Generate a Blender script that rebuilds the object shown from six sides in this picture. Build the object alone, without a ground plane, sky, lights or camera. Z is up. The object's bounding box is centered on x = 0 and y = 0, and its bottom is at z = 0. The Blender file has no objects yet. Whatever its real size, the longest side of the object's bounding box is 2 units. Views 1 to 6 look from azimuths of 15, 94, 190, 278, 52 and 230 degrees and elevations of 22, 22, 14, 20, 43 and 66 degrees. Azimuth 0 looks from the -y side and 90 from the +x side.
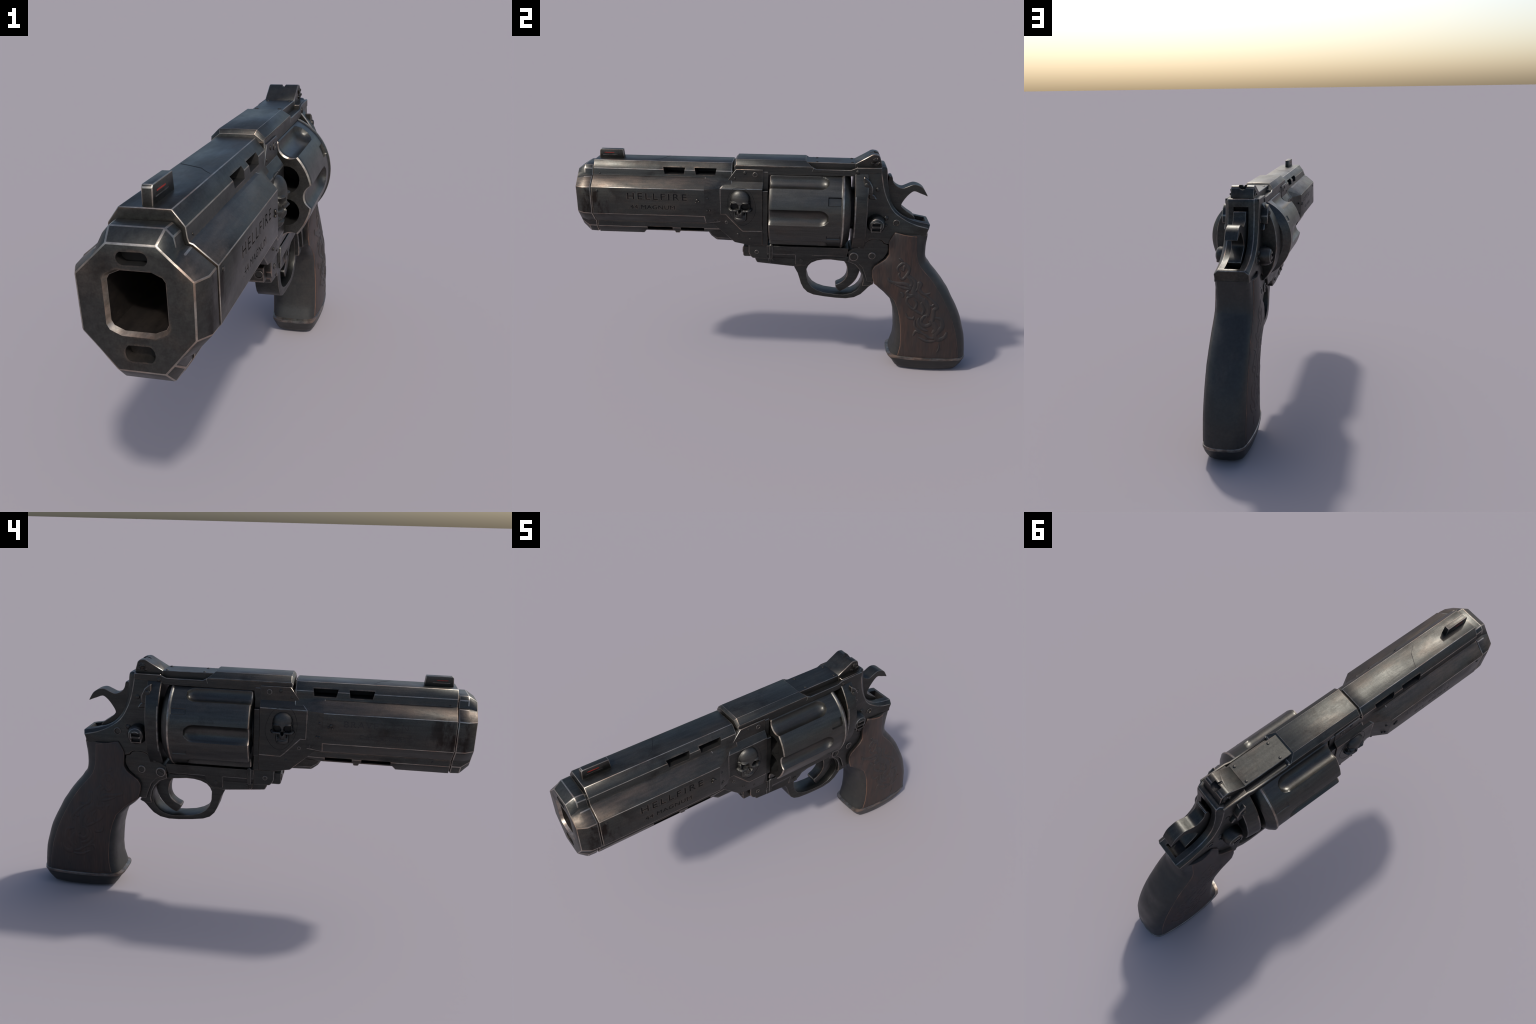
# Heavy fantasy revolver: octagonal shrouded barrel, fluted cylinder, skull reliefs, carved wooden grip.
import bpy, bmesh, math, random
from mathutils import Vector, Matrix
from mathutils.bvhtree import BVHTree
from mathutils.geometry import tessellate_polygon

random.seed(7)
SC = bpy.context.scene

# ------------------------------------------------------------------ materials
def new_mat(name):
    m = bpy.data.materials.new(name)
    m.use_nodes = True
    nt = m.node_tree
    nt.nodes.clear()
    out = nt.nodes.new("ShaderNodeOutputMaterial")
    b = nt.nodes.new("ShaderNodeBsdfPrincipled")
    nt.links.new(b.outputs[0], out.inputs[0])
    tc = nt.nodes.new("ShaderNodeTexCoord")
    return m, nt, b, tc.outputs["Object"]

def noise(nt, vec, scale, detail=4.0, rough=0.55, stretch=None, loc=(0, 0, 0)):
    mp = nt.nodes.new("ShaderNodeMapping")
    mp.inputs["Location"].default_value = loc
    if stretch:
        mp.inputs["Scale"].default_value = stretch
    nt.links.new(vec, mp.inputs[0])
    n = nt.nodes.new("ShaderNodeTexNoise")
    n.inputs["Scale"].default_value = scale
    n.inputs["Detail"].default_value = detail
    n.inputs["Roughness"].default_value = rough
    nt.links.new(mp.outputs[0], n.inputs["Vector"])
    return n.outputs["Fac"]

def ramp(nt, fac, stops):
    r = nt.nodes.new("ShaderNodeValToRGB")
    el = r.color_ramp.elements
    while len(el) < len(stops):
        el.new(0.5)
    for e, (p, c) in zip(el, stops):
        e.position = p
        e.color = (c, c, c, 1) if isinstance(c, (int, float)) else (*c, 1)
    nt.links.new(fac, r.inputs[0])
    return r.outputs[0]

def mix(nt, fac, a, b, mode='MIX'):
    m = nt.nodes.new("ShaderNodeMix")
    m.data_type = 'RGBA'
    m.blend_type = mode
    if isinstance(fac, (int, float)):
        m.inputs["Factor"].default_value = fac
    else:
        nt.links.new(fac, m.inputs["Factor"])
    for sock, v in ((m.inputs["A"], a), (m.inputs["B"], b)):
        if isinstance(v, tuple):
            sock.default_value = (*v, 1)
        else:
            nt.links.new(v, sock)
    return m.outputs["Result"]

def bump(nt, bsdf, h, strength, dist=0.002):
    bp = nt.nodes.new("ShaderNodeBump")
    bp.inputs["Strength"].default_value = strength
    bp.inputs["Distance"].default_value = dist
    nt.links.new(h, bp.inputs["Height"])
    nt.links.new(bp.outputs[0], bsdf.inputs["Normal"])

STEEL = (0.055, 0.0555, 0.0515)
BROWN = (0.100, 0.076, 0.060)
SOOT = (0.018, 0.015, 0.0135)

def metal(name, base=STEEL, brown=0.55, soot=0.6, rough=0.42, wear=0.0, wear_col=(0.42, 0.38, 0.33), metallic=0.9, band=0.0, low=.12, stains=False):
    m, nt, b, v = new_mat(name)
    patch = ramp(nt, noise(nt, v, 8, 7, 0.68, (1, .5, 1), (.3, .9, 2.2)), [(0.50, 0.0), (0.66, brown)])
    dirt = ramp(nt, noise(nt, v, 7.5, 7, 0.66, (1, .7, 1), (3.1, 1.7, .4)), [(0.55, 0.0), (0.70, soot)])
    brushed = ramp(nt, noise(nt, v, 9, 4, 0.6, (9, .7, 9)), [(0.3, 0.82), (0.75, 1.18)])
    grain = ramp(nt, noise(nt, v, 220, 2, 0.5), [(0.3, 0.9), (0.7, 1.1)])
    c = mix(nt, patch, base, BROWN)
    c = mix(nt, dirt, c, SOOT)
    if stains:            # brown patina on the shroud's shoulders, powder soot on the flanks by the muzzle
        sp = nt.nodes.new("ShaderNodeSeparateXYZ"); nt.links.new(v, sp.inputs[0])
        def math1(op, a, b=None):
            n = nt.nodes.new("ShaderNodeMath"); n.operation = op
            nt.links.new(a, n.inputs[0])
            if b is not None:
                if isinstance(b, (int, float)): n.inputs[1].default_value = b
                else: nt.links.new(b, n.inputs[1])
            return n.outputs[0]
        ax = math1('ABSOLUTE', sp.outputs[0])
        zz = math1('SUBTRACT', sp.outputs[2], .5)
        ny = math1('MULTIPLY', sp.outputs[1], -1.0)
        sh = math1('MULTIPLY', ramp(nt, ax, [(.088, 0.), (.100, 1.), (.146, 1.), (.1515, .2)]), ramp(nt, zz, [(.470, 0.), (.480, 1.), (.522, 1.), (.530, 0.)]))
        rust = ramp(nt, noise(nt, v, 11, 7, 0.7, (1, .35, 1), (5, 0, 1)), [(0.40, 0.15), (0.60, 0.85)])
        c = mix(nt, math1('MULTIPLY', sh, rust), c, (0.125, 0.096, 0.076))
        fl = math1('MULTIPLY', ramp(nt, ny, [(.74, 0.), (.88, 1.)]), ramp(nt, ax, [(.135, 0.), (.147, 1.)]))
        drip = ramp(nt, noise(nt, v, 13, 6, 0.65, (1, 1, .45), (2, 8, 3)), [(0.47, 0.0), (0.58, 0.9)])
        c = mix(nt, math1('MULTIPLY', fl, drip), c, (0.016, 0.011, 0.009))
    c = mix(nt, 1.0, c, brushed, 'MULTIPLY')
    c = mix(nt, 1.0, c, grain, 'MULTIPLY')
    if band > 0:          # rubbed margin along worn edges, broken up by noise
        bv = nt.nodes.new("ShaderNodeBevel"); bv.samples = 6
        bv.inputs["Radius"].default_value = 0.011
        ge = nt.nodes.new("ShaderNodeNewGeometry")
        dt = nt.nodes.new("ShaderNodeVectorMath"); dt.operation = 'DOT_PRODUCT'
        nt.links.new(bv.outputs[0], dt.inputs[0]); nt.links.new(ge.outputs["Normal"], dt.inputs[1])
        em = ramp(nt, dt.outputs["Value"], [(0.86, 1.0), (0.992, 0.0)])
        br = ramp(nt, noise(nt, v, 24, 7, 0.72, (1, .6, 1), (7, 2, 5)), [(0.44, 0.0), (0.60, band)])
        em = mix(nt, 1.0, em, br, 'MULTIPLY')
        c = mix(nt, em, c, (0.17, 0.128, 0.098))
    if wear > 0:
        w = ramp(nt, noise(nt, v, 30, 6, 0.7, (1, .5, 1)), [(0.40, wear * low), (0.62, wear)])
        tint = mix(nt, ramp(nt, noise(nt, v, 14, 3), [(0.45, 0.), (0.65, 1.)]), wear_col, (0.36, 0.26, 0.20))
        c = mix(nt, w, c, tint)
    nt.links.new(c, b.inputs["Base Color"])
    b.inputs["Metallic"].default_value = metallic
    rr = ramp(nt, noise(nt, v, 12, 6, 0.65, (1, .5, 1), (1, 5, 2)), [(0.3, rough - .07), (0.7, rough + .10)])
    nt.links.new(rr, b.inputs["Roughness"])
    h = nt.nodes.new("ShaderNodeMath"); h.operation = 'ADD'
    nt.links.new(noise(nt, v, 70, 5, 0.6), h.inputs[0])
    nt.links.new(noise(nt, v, 26, 5, 0.7, (5, .6, 5)), h.inputs[1])
    bump(nt, b, h.outputs[0], 0.12, 0.003)
    return m

GUN = metal("gunmetal", brown=0.3, soot=0.6, rough=0.42, band=1.0, stains=True)
EDGE = metal("worn_gunmetal_edge", wear=0.9, rough=0.36, low=.52)
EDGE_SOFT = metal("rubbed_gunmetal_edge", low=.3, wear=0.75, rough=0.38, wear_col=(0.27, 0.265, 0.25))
FRAME = metal("frame_steel", base=(0.046, 0.0462, 0.0432), brown=0.25, soot=0.5, rough=0.41, band=0.35)
CYLM = metal("cylinder_steel", base=(0.064, 0.0635, 0.059), brown=0.35, soot=0.4, rough=0.37)
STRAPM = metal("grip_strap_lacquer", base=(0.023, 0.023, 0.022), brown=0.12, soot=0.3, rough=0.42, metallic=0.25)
RECESS = metal("dark_recess", base=(0.012, 0.012, 0.012), brown=0.2, soot=0.7, rough=0.6, metallic=0.5)  # darker steel for faces inside cuts and gaps
BORE = metal("bore_steel", base=(0.014, 0.011, 0.0095), brown=0.25, soot=0.5, rough=0.6, metallic=0.6)
SOCKET = metal("shaded_socket", base=(0.022, 0.021, 0.020), brown=0.2, soot=0.5, rough=0.55, metallic=0.7)  # darker steel that carries the painted shade of the skull's pits
INK = metal("engraving_black", base=(0.008, 0.008, 0.008), brown=0.0, soot=0.3, rough=0.6, metallic=0.4)

def wood_mat(name, light, dark, spec=0.4):
    m, nt, b, v = new_mat(name)
    fig = noise(nt, v, 5, 6, 0.6, (6, 7, 1.1))
    fine = noise(nt, v, 30, 5, 0.6, (6, 9, .7), (2, 1, 0))
    blot = noise(nt, v, 6, 4, 0.6, (1, 1, 1), (4, 2, 1))
    c = mix(nt, ramp(nt, fig, [(0.36, 0.0), (0.62, 1.0)]), dark, light)
    c = mix(nt, ramp(nt, blot, [(0.45, 0.0), (0.68, 0.75)]), c, (0.022, 0.019, 0.018))
    c = mix(nt, 1.0, c, ramp(nt, fine, [(0.3, 0.72), (0.7, 1.25)]), 'MULTIPLY')
    nt.links.new(c, b.inputs["Base Color"])
    b.inputs["Roughness"].default_value = 0.48
    b.inputs["Specular IOR Level"].default_value = spec
    bump(nt, b, fine, 0.25, 0.003)
    return m

WOOD = wood_mat("dark_walnut", (0.040, 0.0230, 0.0172), (0.0215, 0.0165, 0.0146))
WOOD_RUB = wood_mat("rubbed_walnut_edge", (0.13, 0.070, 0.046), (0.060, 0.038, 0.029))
CARVE = wood_mat("carved_walnut_dark", (0.030, 0.022, 0.019), (0.019, 0.0175, 0.017))

m, nt, b, v = new_mat("red_enamel")
nt.links.new(mix(nt, ramp(nt, noise(nt, v, 90, 3), [(0.4, 0.), (0.7, 1.)]), (0.27, 0.016, 0.008), (0.12, 0.010, 0.008)), b.inputs["Base Color"])
b.inputs["Roughness"].default_value = 0.5
RED = m

# ------------------------------------------------------------------ mesh helpers
ROOT = bpy.data.objects.new("revolver", None)
ROOT.empty_display_size = 0.1
SC.collection.objects.link(ROOT)
ROOT["label"] = "dark worn steel revolver with skull reliefs and carved wooden grip"
ROOT["category"] = "revolver"

def add(name, me, parent=None, mats=None):
    o = bpy.data.objects.new(name, me)
    SC.collection.objects.link(o)
    o.parent = parent or ROOT
    if mats:
        for mt in mats:
            me.materials.append(mt)
    return o

def shade(bm, angle=35):
    a = math.radians(angle)
    for f in bm.faces:
        f.smooth = True
    for e in bm.edges:
        if len(e.link_faces) == 2:
            e.smooth = e.calc_face_angle(0) < a
    bm.normal_update()

def edge_bevel(bm, width, min_angle=24, segments=1, only=None):
    """Chamfer the outward edges; the chamfer faces take the worn-edge material (slot 1)."""
    bmesh.ops.recalc_face_normals(bm, faces=bm.faces)
    ed = []
    for e in bm.edges:
        if len(e.link_faces) != 2:
            continue
        a = e.calc_face_angle_signed(0)
        if a > math.radians(min_angle) and (only is None or only(e)):
            ed.append(e)
    if ed and width > 0:
        bmesh.ops.bevel(bm, geom=ed, offset=width, segments=segments, profile=0.5,
                        affect='EDGES', clamp_overlap=True, material=1)
    return bm

def finish(bm, name, mats, bevel=0.003, angle=35, parent=None, segments=1, weld=True, min_angle=24, only=None):
    if weld:
        bmesh.ops.remove_doubles(bm, verts=bm.verts, dist=1e-5)
    edge_bevel(bm, bevel, segments=segments, min_angle=min_angle, only=only)
    shade(bm, angle)
    me = bpy.data.meshes.new(name)
    bm.to_mesh(me)
    bm.free()
    return add(name, me, parent, mats)

def loops_to_bm(loops, bm=None, caps=True, closed=True):
    """Loft closed loops of equal length, cap both ends."""
    bm = bm or bmesh.new()
    rows = [[bm.verts.new(p) for p in lp] for lp in loops]
    n = len(loops[0])
    for a, b in zip(rows, rows[1:]):
        for i in range(n if closed else n - 1):
            j = (i + 1) % n
            try:
                bm.faces.new((a[i], a[j], b[j], b[i]))
            except ValueError:
                pass
    if caps:
        for r in (rows[0], rows[-1]):
            bm.faces.new(r)
    bmesh.ops.recalc_face_normals(bm, faces=bm.faces)
    return bm

def slab(profile, hw, inner=None, chamfer=0.0, bm=None):
    """Plate of half-width hw with a (y, z) outline; optional smaller outer-face outline `inner`."""
    def lp(x, pr): return [Vector((x, y, z)) for y, z in pr]
    if inner is None:
        loops = [lp(-hw, profile), lp(hw, profile)]
    else:
        loops = [lp(-hw, inner), lp(-hw + chamfer, profile), lp(hw - chamfer, profile), lp(hw, inner)]
    return loops_to_bm(loops, bm)

def slab_at(profile, x0, x1, bm=None):
    return loops_to_bm([[Vector((x0, y, z)) for y, z in profile], [Vector((x1, y, z)) for y, z in profile]], bm)

def slab_hole(outer, hole, hw):
    bm = bmesh.new()
    tris = tessellate_polygon([[Vector((y, z, 0)) for y, z in outer], [Vector((y, z, 0)) for y, z in hole]])
    pts = outer + hole
    sides = []
    for x in (-hw, hw):
        vs = [bm.verts.new((x, y, z)) for y, z in pts]
        sides.append(vs)
        for t in tris:
            bm.faces.new([vs[k] for k in t])
    no, nh = len(outer), len(hole)
    for off, n in ((0, no), (no, nh)):
        for i in range(n):
            j = (i + 1) % n
            bm.faces.new((sides[0][off + i], sides[0][off + j], sides[1][off + j], sides[1][off + i]))
    bmesh.ops.recalc_face_normals(bm, faces=bm.faces)
    return bm

def section_loft(stations):
    """stations: (y, half-section [(x, z)...]) listed from top centre to bottom centre; mirrored in x."""
    loops = []
    for y, half in stations:
        ring = [Vector((x, (y[i] if isinstance(y, (list, tuple)) else y), z)) for i, (x, z) in enumerate(half)]
        back = [Vector((-p.x, p.y, p.z)) for p in reversed(ring) if abs(p.x) > 1e-6]
        loops.append(ring + back)
    return loops_to_bm(loops)

def box(bm, lo, hi):
    r = bmesh.ops.create_cube(bm, size=1.0)
    for v in r['verts']:
        v.co = Vector((lo[k] + (v.co[k] + .5) * (hi[k] - lo[k]) for k in range(3)))
    return r['verts']

def spline(pts, per=6, closed=False):
    """Catmull-Rom through 2D/3D control points."""
    P = [Vector(p) for p in pts]
    n = len(P)
    out = []
    rng = range(n) if closed else range(n - 1)
    for i in rng:
        if closed:
            a, b, c, d = P[(i - 1) % n], P[i], P[(i + 1) % n], P[(i + 2) % n]
        else:
            a, b, c, d = P[max(i - 1, 0)], P[i], P[i + 1], P[min(i + 2, n - 1)]
        for k in range(per):
            t = k / per
            out.append(0.5 * (2 * b + (c - a) * t + (2 * a - 5 * b + 4 * c - d) * t * t + (3 * b - a - 3 * c + d) * t ** 3))
    if not closed:
        out.append(P[-1])
    return [tuple(p) for p in out]

def bool_cut(obj, cutters):
    for c in cutters:
        md = obj.modifiers.new("cut", 'BOOLEAN')
        md.operation = 'DIFFERENCE'
        md.solver = 'EXACT'
        md.object = c
        if hasattr(md, "material_mode"):
            md.material_mode = 'TRANSFER'
    dg = bpy.context.evaluated_depsgraph_get()
    dg.update()
    me = bpy.data.meshes.new_from_object(obj.evaluated_get(dg), depsgraph=dg)
    old = obj.data
    obj.modifiers.clear()
    obj.data = me
    me.name = old.name
    bm = bmesh.new(); bm.from_mesh(me)
    shade(bm, 35)
    bm.to_mesh(me); bm.free()
    for c in cutters:
        bpy.data.objects.remove(c)

def cutter(bm, mat):
    bmesh.ops.recalc_face_normals(bm, faces=bm.faces)
    me = bpy.data.meshes.new("cutter")
    bm.to_mesh(me); bm.free()
    me.materials.append(mat)
    o = bpy.data.objects.new("cutter", me)
    SC.collection.objects.link(o)
    o.hide_render = True
    return o

MET = [GUN, EDGE]
FRM = [FRAME, EDGE_SOFT]
CYM = [CYLM, EDGE]

# ------------------------------------------------------------------ barrel shroud
FULL = [(0, 1.091), (.058, 1.091), (.085, 1.055), (.0875, 1.032), (.0905, 1.0225), (.0990, 1.0195),
        (.151, .977), (.151, .843), (.104, .793), (.088, .786), (.087, .757), (.061, .718), (0, .718)]
NECK = [(0, 1.091), (.058, 1.091), (.085, 1.055), (.086, 1.040), (.0865, 1.0235), (.0875, 1.010),
        (.107, .973), (.107, .842), (.096, .800), (.084, .786), (.083, .757), (.061, .736), (0, .736)]
NECK2 = [(x * .93, min(z, 1.078)) for x, z in NECK]
mid = [(x, z if i < 10 else {10: .757, 11: .738, 12: .738}[i]) for i, (x, z) in enumerate(FULL)]
mid[11] = (.078, .738)
bm = section_loft([(-.9165, FULL), (-.688, FULL), (-.672, mid), (-.364, mid), (-.288, NECK), (-.236, NECK), (-.2275, NECK2)])
def not_cheek(e):      # the folds behind the flank stay plain
    a, b = e.verts[0].co, e.verts[1].co
    return not (-.38 < a.y < -.28 and -.38 < b.y < -.28 and min(a.z, b.z) > .83 and abs(a.z - b.z) + abs(a.x - b.x) > .03)
shroud = finish(bm, "barrel_shroud", MET, bevel=0.0018, only=not_cheek, min_angle=20)
cuts = []
# vent slots through the upper rib
for y0, y1 in ((-.568, -.462), (-.414, -.308)):
    pr = [(y0 - .004, 1.066), (y1 - .002, 1.066), (y1 - .008, 1.034), (y0 + .004, 1.034)]
    cuts.append(cutter(slab(pr, .12), RECESS))
# lower windows
for y0, y1 in ((-.664, -.537), (-.496, -.377)):
    cuts.append(cutter(slab([(y0, .7605), (y1, .7605), (y1, .745), (y0, .745)], .13), RECESS))

def text_mesh(s, y0, y1, ztop, zbot, side, depth, xface, spacing=1.0, bold=0.0):
    cu = bpy.data.curves.new("letters", 'FONT')
    cu.body = s
    cu.size = 1.0
    cu.space_character = spacing
    cu.offset = bold
    o = bpy.data.objects.new("letters", cu)
    SC.collection.objects.link(o)
    dg = bpy.context.evaluated_depsgraph_get(); dg.update()
    me = bpy.data.meshes.new_from_object(o.evaluated_get(dg), depsgraph=dg)
    bpy.data.objects.remove(o)
    bm = bmesh.new(); bm.from_mesh(me)
    bmesh.ops.remove_doubles(bm, verts=bm.verts, dist=1e-4)
    xs = [v.co.x for v in bm.verts]; ys = [v.co.y for v in bm.verts]
    ax, bx, ay, by = min(xs), max(xs), min(ys), max(ys)
    r = bmesh.ops.extrude_face_region(bm, geom=bm.faces[:])
    for v in r['geom']:
        if isinstance(v, bmesh.types.BMVert):
            v.co.z = 1.0
    for v in bm.verts:
        u = (v.co.x - ax) / (bx - ax); w = (v.co.y - ay) / (by - ay)
        x = xface + side * (0.004 if v.co.z > .5 else -depth)
        v.co = Vector((x, (y0 + (y1 - y0) * u), zbot + (ztop - zbot) * w))
    bmesh.ops.recalc_face_normals(bm, faces=bm.faces)
    bpy.data.meshes.remove(me)
    return bm
cuts.append(cutter(text_mesh("HELLFIRE", -.739, -.448, .952, .921, 1, .0035, .151, 1.35), INK))
cuts.append(cutter(text_mesh(".44 MAGNUM", -.735, -.508, .893, .873, 1, .003, .151, 1.1), INK))
bool_cut(shroud, cuts)
# faint, nearly worn-away lettering on the other flank
fx = -.1513
for s, a, b_, zt, zb in (("BRAVEX GN", -.452, -.72, .949, .922), ("CAL. BELFAST", -.52, -.735, .893, .875)):
    tb = text_mesh(s, a, b_, zt, zb, -1, .0, -.151, 1.25)
    for v in tb.verts:
        v.co.x = -.1505 if v.co.x > -.153 else -.15155
    me = bpy.data.meshes.new("engraving"); tb.to_mesh(me); tb.free()
    add("engraving", me, shroud, [metal("faint_engraving", base=(.045, .045, .045), brown=0, soot=.2)])

# small cross-wise tooth under the barrel, and box below the shroud's rear
bm = slab([(-.539, .757), (-.524, .727), (-.504, .727), (-.494, .757)], .074)
finish(bm, "rail_tooth", MET, .002, parent=shroud)
bm = slab([(-.375, .768), (-.364, .737), (-.347, .711), (-.319, .689), (-.215, .686), (-.20, .78)], .066,
          [(-.375, .766), (-.360, .742), (-.343, .719), (-.316, .703), (-.215, .702), (-.20, .78)], .012)
finish(bm, "under_lug", FRM, .002)
bm = slab([(-.66, .759), (-.38, .759), (-.38, .744), (-.66, .744)], .045)
finish(bm, "inner_rod", [RECESS, RECESS], .002)
bm = slab([(-.60, 1.075), (-.27, 1.075), (-.27, 1.025), (-.60, 1.025)], .012)
finish(bm, "inner_wall", [RECESS, EDGE_SOFT], .002, parent=shroud)
# torn piece of the upper vent rib
for sx in (-1, 1):
    bm = bmesh.new()
    box(bm, (min(sx * .060, sx * .079), -.462, 1.036), (max(sx * .060, sx * .079), -.446, 1.056))
    finish(bm, "vent_burr", MET, .003, parent=shroud)

# scored crease across the rib
bm = bmesh.new()
crz = [(.050, -.640, .0003), (.035, -.624, .001), (.014, -.595, .0013), (-.018, -.578, .0012), (-.052, -.561, .0004)]
up = [bm.verts.new((x, y - w, 1.0915)) for x, y, w in crz]
dn = [bm.verts.new((x, y + w, 1.0915)) for x, y, w in crz]
lo = [bm.verts.new((x, y + w, 1.0890)) for x, y, w in crz]
for k in range(len(crz) - 1):
    bm.faces.new((up[k], up[k + 1], dn[k + 1], dn[k])); bm.faces.new((dn[k], dn[k + 1], lo[k + 1], lo[k]))
finish(bm, "crease", [INK], 0, parent=shroud)

# ------------------------------------------------------------------ muzzle cap
OCT = [(0, 1.043), (.053, 1.043), (.066, 1.0306), (.084, 1.0137), (.088, 1.0099), (.094, 1.0043), (.127, .973),
       (.125, .845), (.092, .8054), (.0815, .7922), (.074, .7832), (.053, .758), (0, .758)]
CAPB = [(0, 1.067), (.060, 1.067), (.076, 1.050), (.0790, 1.030), (.0825, 1.018), (.097, 1.0145), (.146, .973),
        (.146, .842), (.103, .793), (.086, .784), (.083, .757), (.058, .720), (0, .720)]
CAPC = [(0, 1.067), (.062, 1.067), (.078, 1.051), (.0805, 1.031), (.0845, 1.0195), (.098, 1.0175), (.149, .976),
        (.149, .842), (.103, .793), (.086, .784), (.084, .757), (.060, .719), (0, .719)]
CAPD = [(x * .955, .905 + (z - .905) * .955) for x, z in CAPC]
bm = section_loft([(-1.0, OCT), (-.962, CAPB), (-.922, CAPC), (-.9195, CAPD), (-.912, CAPD)])
cap = finish(bm, "muzzle_cap", MET, .0027)
bore = [(-.064, .962), (-.058, .972), (-.034, .983), (.034, .983), (.058, .972), (.064, .962),
        (.064, .868), (.058, .857), (.034, .846), (-.034, .846), (-.058, .857), (-.064, .868)]
bm = loops_to_bm([[Vector((x * s, y, .9145 + (z - .9145) * s)) for x, z in bore] for y, s in
                  ((-1.05, .985), (-.99, .985), (-.60, .94))])
cs = [cutter(bm, BORE)]
bm = loops_to_bm([[Vector((x * s, y, .9145 + (z - .9145) * s)) for x, z in bore] for y, s in ((-1.05, 1.085), (-1.0005, 1.085), (-.988, .992))])
cs.insert(0, cutter(bm, EDGE))     # worn, rounded mouth of the bore
for zc, hh in ((1.013, .0145), (.8015, .0195)):
    pill = []
    for k in range(16):
        a = 2 * math.pi * k / 16
        pill.append((math.copysign(.019, math.cos(a)) + .0145 * math.cos(a), zc + hh * math.sin(a)))
    cs.append(cutter(loops_to_bm([[Vector((x, y, z)) for x, z in pill] for y in (-1.05, -.972)]), RECESS))
# pass the bore on into the shroud as well
bm = loops_to_bm([[Vector((x * s, y, .9145 + (z - .9145) * s)) for x, z in bore] for y, s in ((-.95, .99), (-.60, .93))])
bool_cut(cap, cs)
bool_cut(shroud, [cutter(bm, BORE)])

# ------------------------------------------------------------------ front sight
bm = slab([(-.902, 1.088), (-.899, 1.128), (-.894, 1.134), (-.783, 1.134), (-.778, 1.088)], .0125)
fs = finish(bm, "front_sight", MET, .0022, segments=2)
for sx in (-1, 1):
    bm = bmesh.new()
    vs = box(bm, (.012, -.876, 1.1145), (.0130, -.828, 1.1180))
    for v in bm.verts:
        v.co.x *= sx
    finish(bm, "sight_inlay", [RED, RED], 0.0, parent=fs)
    bm = bmesh.new()
    box(bm, (.012, -.885, 1.1045), (.0133, -.812, 1.107))
    for v in bm.verts:
        v.co.x *= sx
    finish(bm, "sight_groove", [EDGE_SOFT, EDGE_SOFT], 0.0, parent=fs)

# ------------------------------------------------------------------ top strap
top = slab([(-.222, 1.040), (-.222, 1.082), (-.20, 1.0845), (.155, 1.0845), (.165, 1.0715), (.338, 1.0715), (.366, 1.0715),
            (.486, 1.070), (.486, 1.066), (.372, 1.056), (.348, 1.044)], .0815)
top_strap = finish(top, "top_strap", FRM, .0022)
roof = section_loft([
    (-.2245, [(0, 1.098), (.052, 1.098), (.0785, 1.078), (.0785, 1.072), (0, 1.072)]),
    (-.214, [(0, 1.111), (.058, 1.110), (.0826, 1.086), (.0826, 1.0795), (0, 1.0795)]),
    ([.121, .121, .152, .158, .158], [(0, 1.112), (.0585, 1.111), (.0826, 1.086), (.0826, 1.0795), (0, 1.0795)]),
    ([.128, .128, .158, .160, .160], [(0, 1.102), (.056, 1.102), (.081, 1.080), (.081, 1.0795), (0, 1.0795)]),
])
finish(roof, "strap_roof", MET, .0026, parent=top_strap)
for sx in (-1, 1):   # side lips that frame the sunken sight plate
    pr = [(.150, 1.060), (.158, 1.083), (.174, 1.0745), (.338, 1.0745), (.366, 1.0868), (.486, 1.0885), (.486, 1.062), (.36, 1.055)]
    a, c = sorted((sx * .073, sx * .0824))
    finish(slab_at(pr, a, c), "strap_lip", FRM, .0022, parent=top_strap)
finish(slab([(.366, 1.058), (.368, 1.0855), (.485, 1.0875), (.485, 1.062)], .074), "sight_rail", FRM, .002, parent=top_strap)
plate = finish(slab([(.118, 1.06), (.118, 1.1030), (.362, 1.1025), (.362, 1.06)], .0548), "sight_plate", FRM, .002, parent=top_strap)

# rear sight: wedge with a notch
w = [(.362, 1.070), (.358, 1.1003), (.41, 1.130), (.436, 1.1455), (.446, 1.148), (.466, 1.145), (.476, 1.136), (.487, 1.100), (.487, 1.070)]
bm = slab(w, .0555)
sight = finish(bm, "rear_sight", FRM, .0026)
bm = bmesh.new()
ring = []
for k in range(20):
    a = 2 * math.pi * k / 20
    ring.append((math.cos(a) * .020, 1.147 + math.sin(a) * .020))
bm = loops_to_bm([[Vector((x, y, z)) for x, z in ring] for y in (.449, .52)])
cA = cutter(bm, RECESS)
ring = [(math.cos(2 * math.pi * k / 14) * .0075, 1.152 + math.sin(2 * math.pi * k / 14) * .012) for k in range(14)]
cB = cutter(loops_to_bm([[Vector((x, y, z)) for x, z in ring] for y in (.425, .50)]), RECESS)
bool_cut(sight, [cA, cB])
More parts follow.
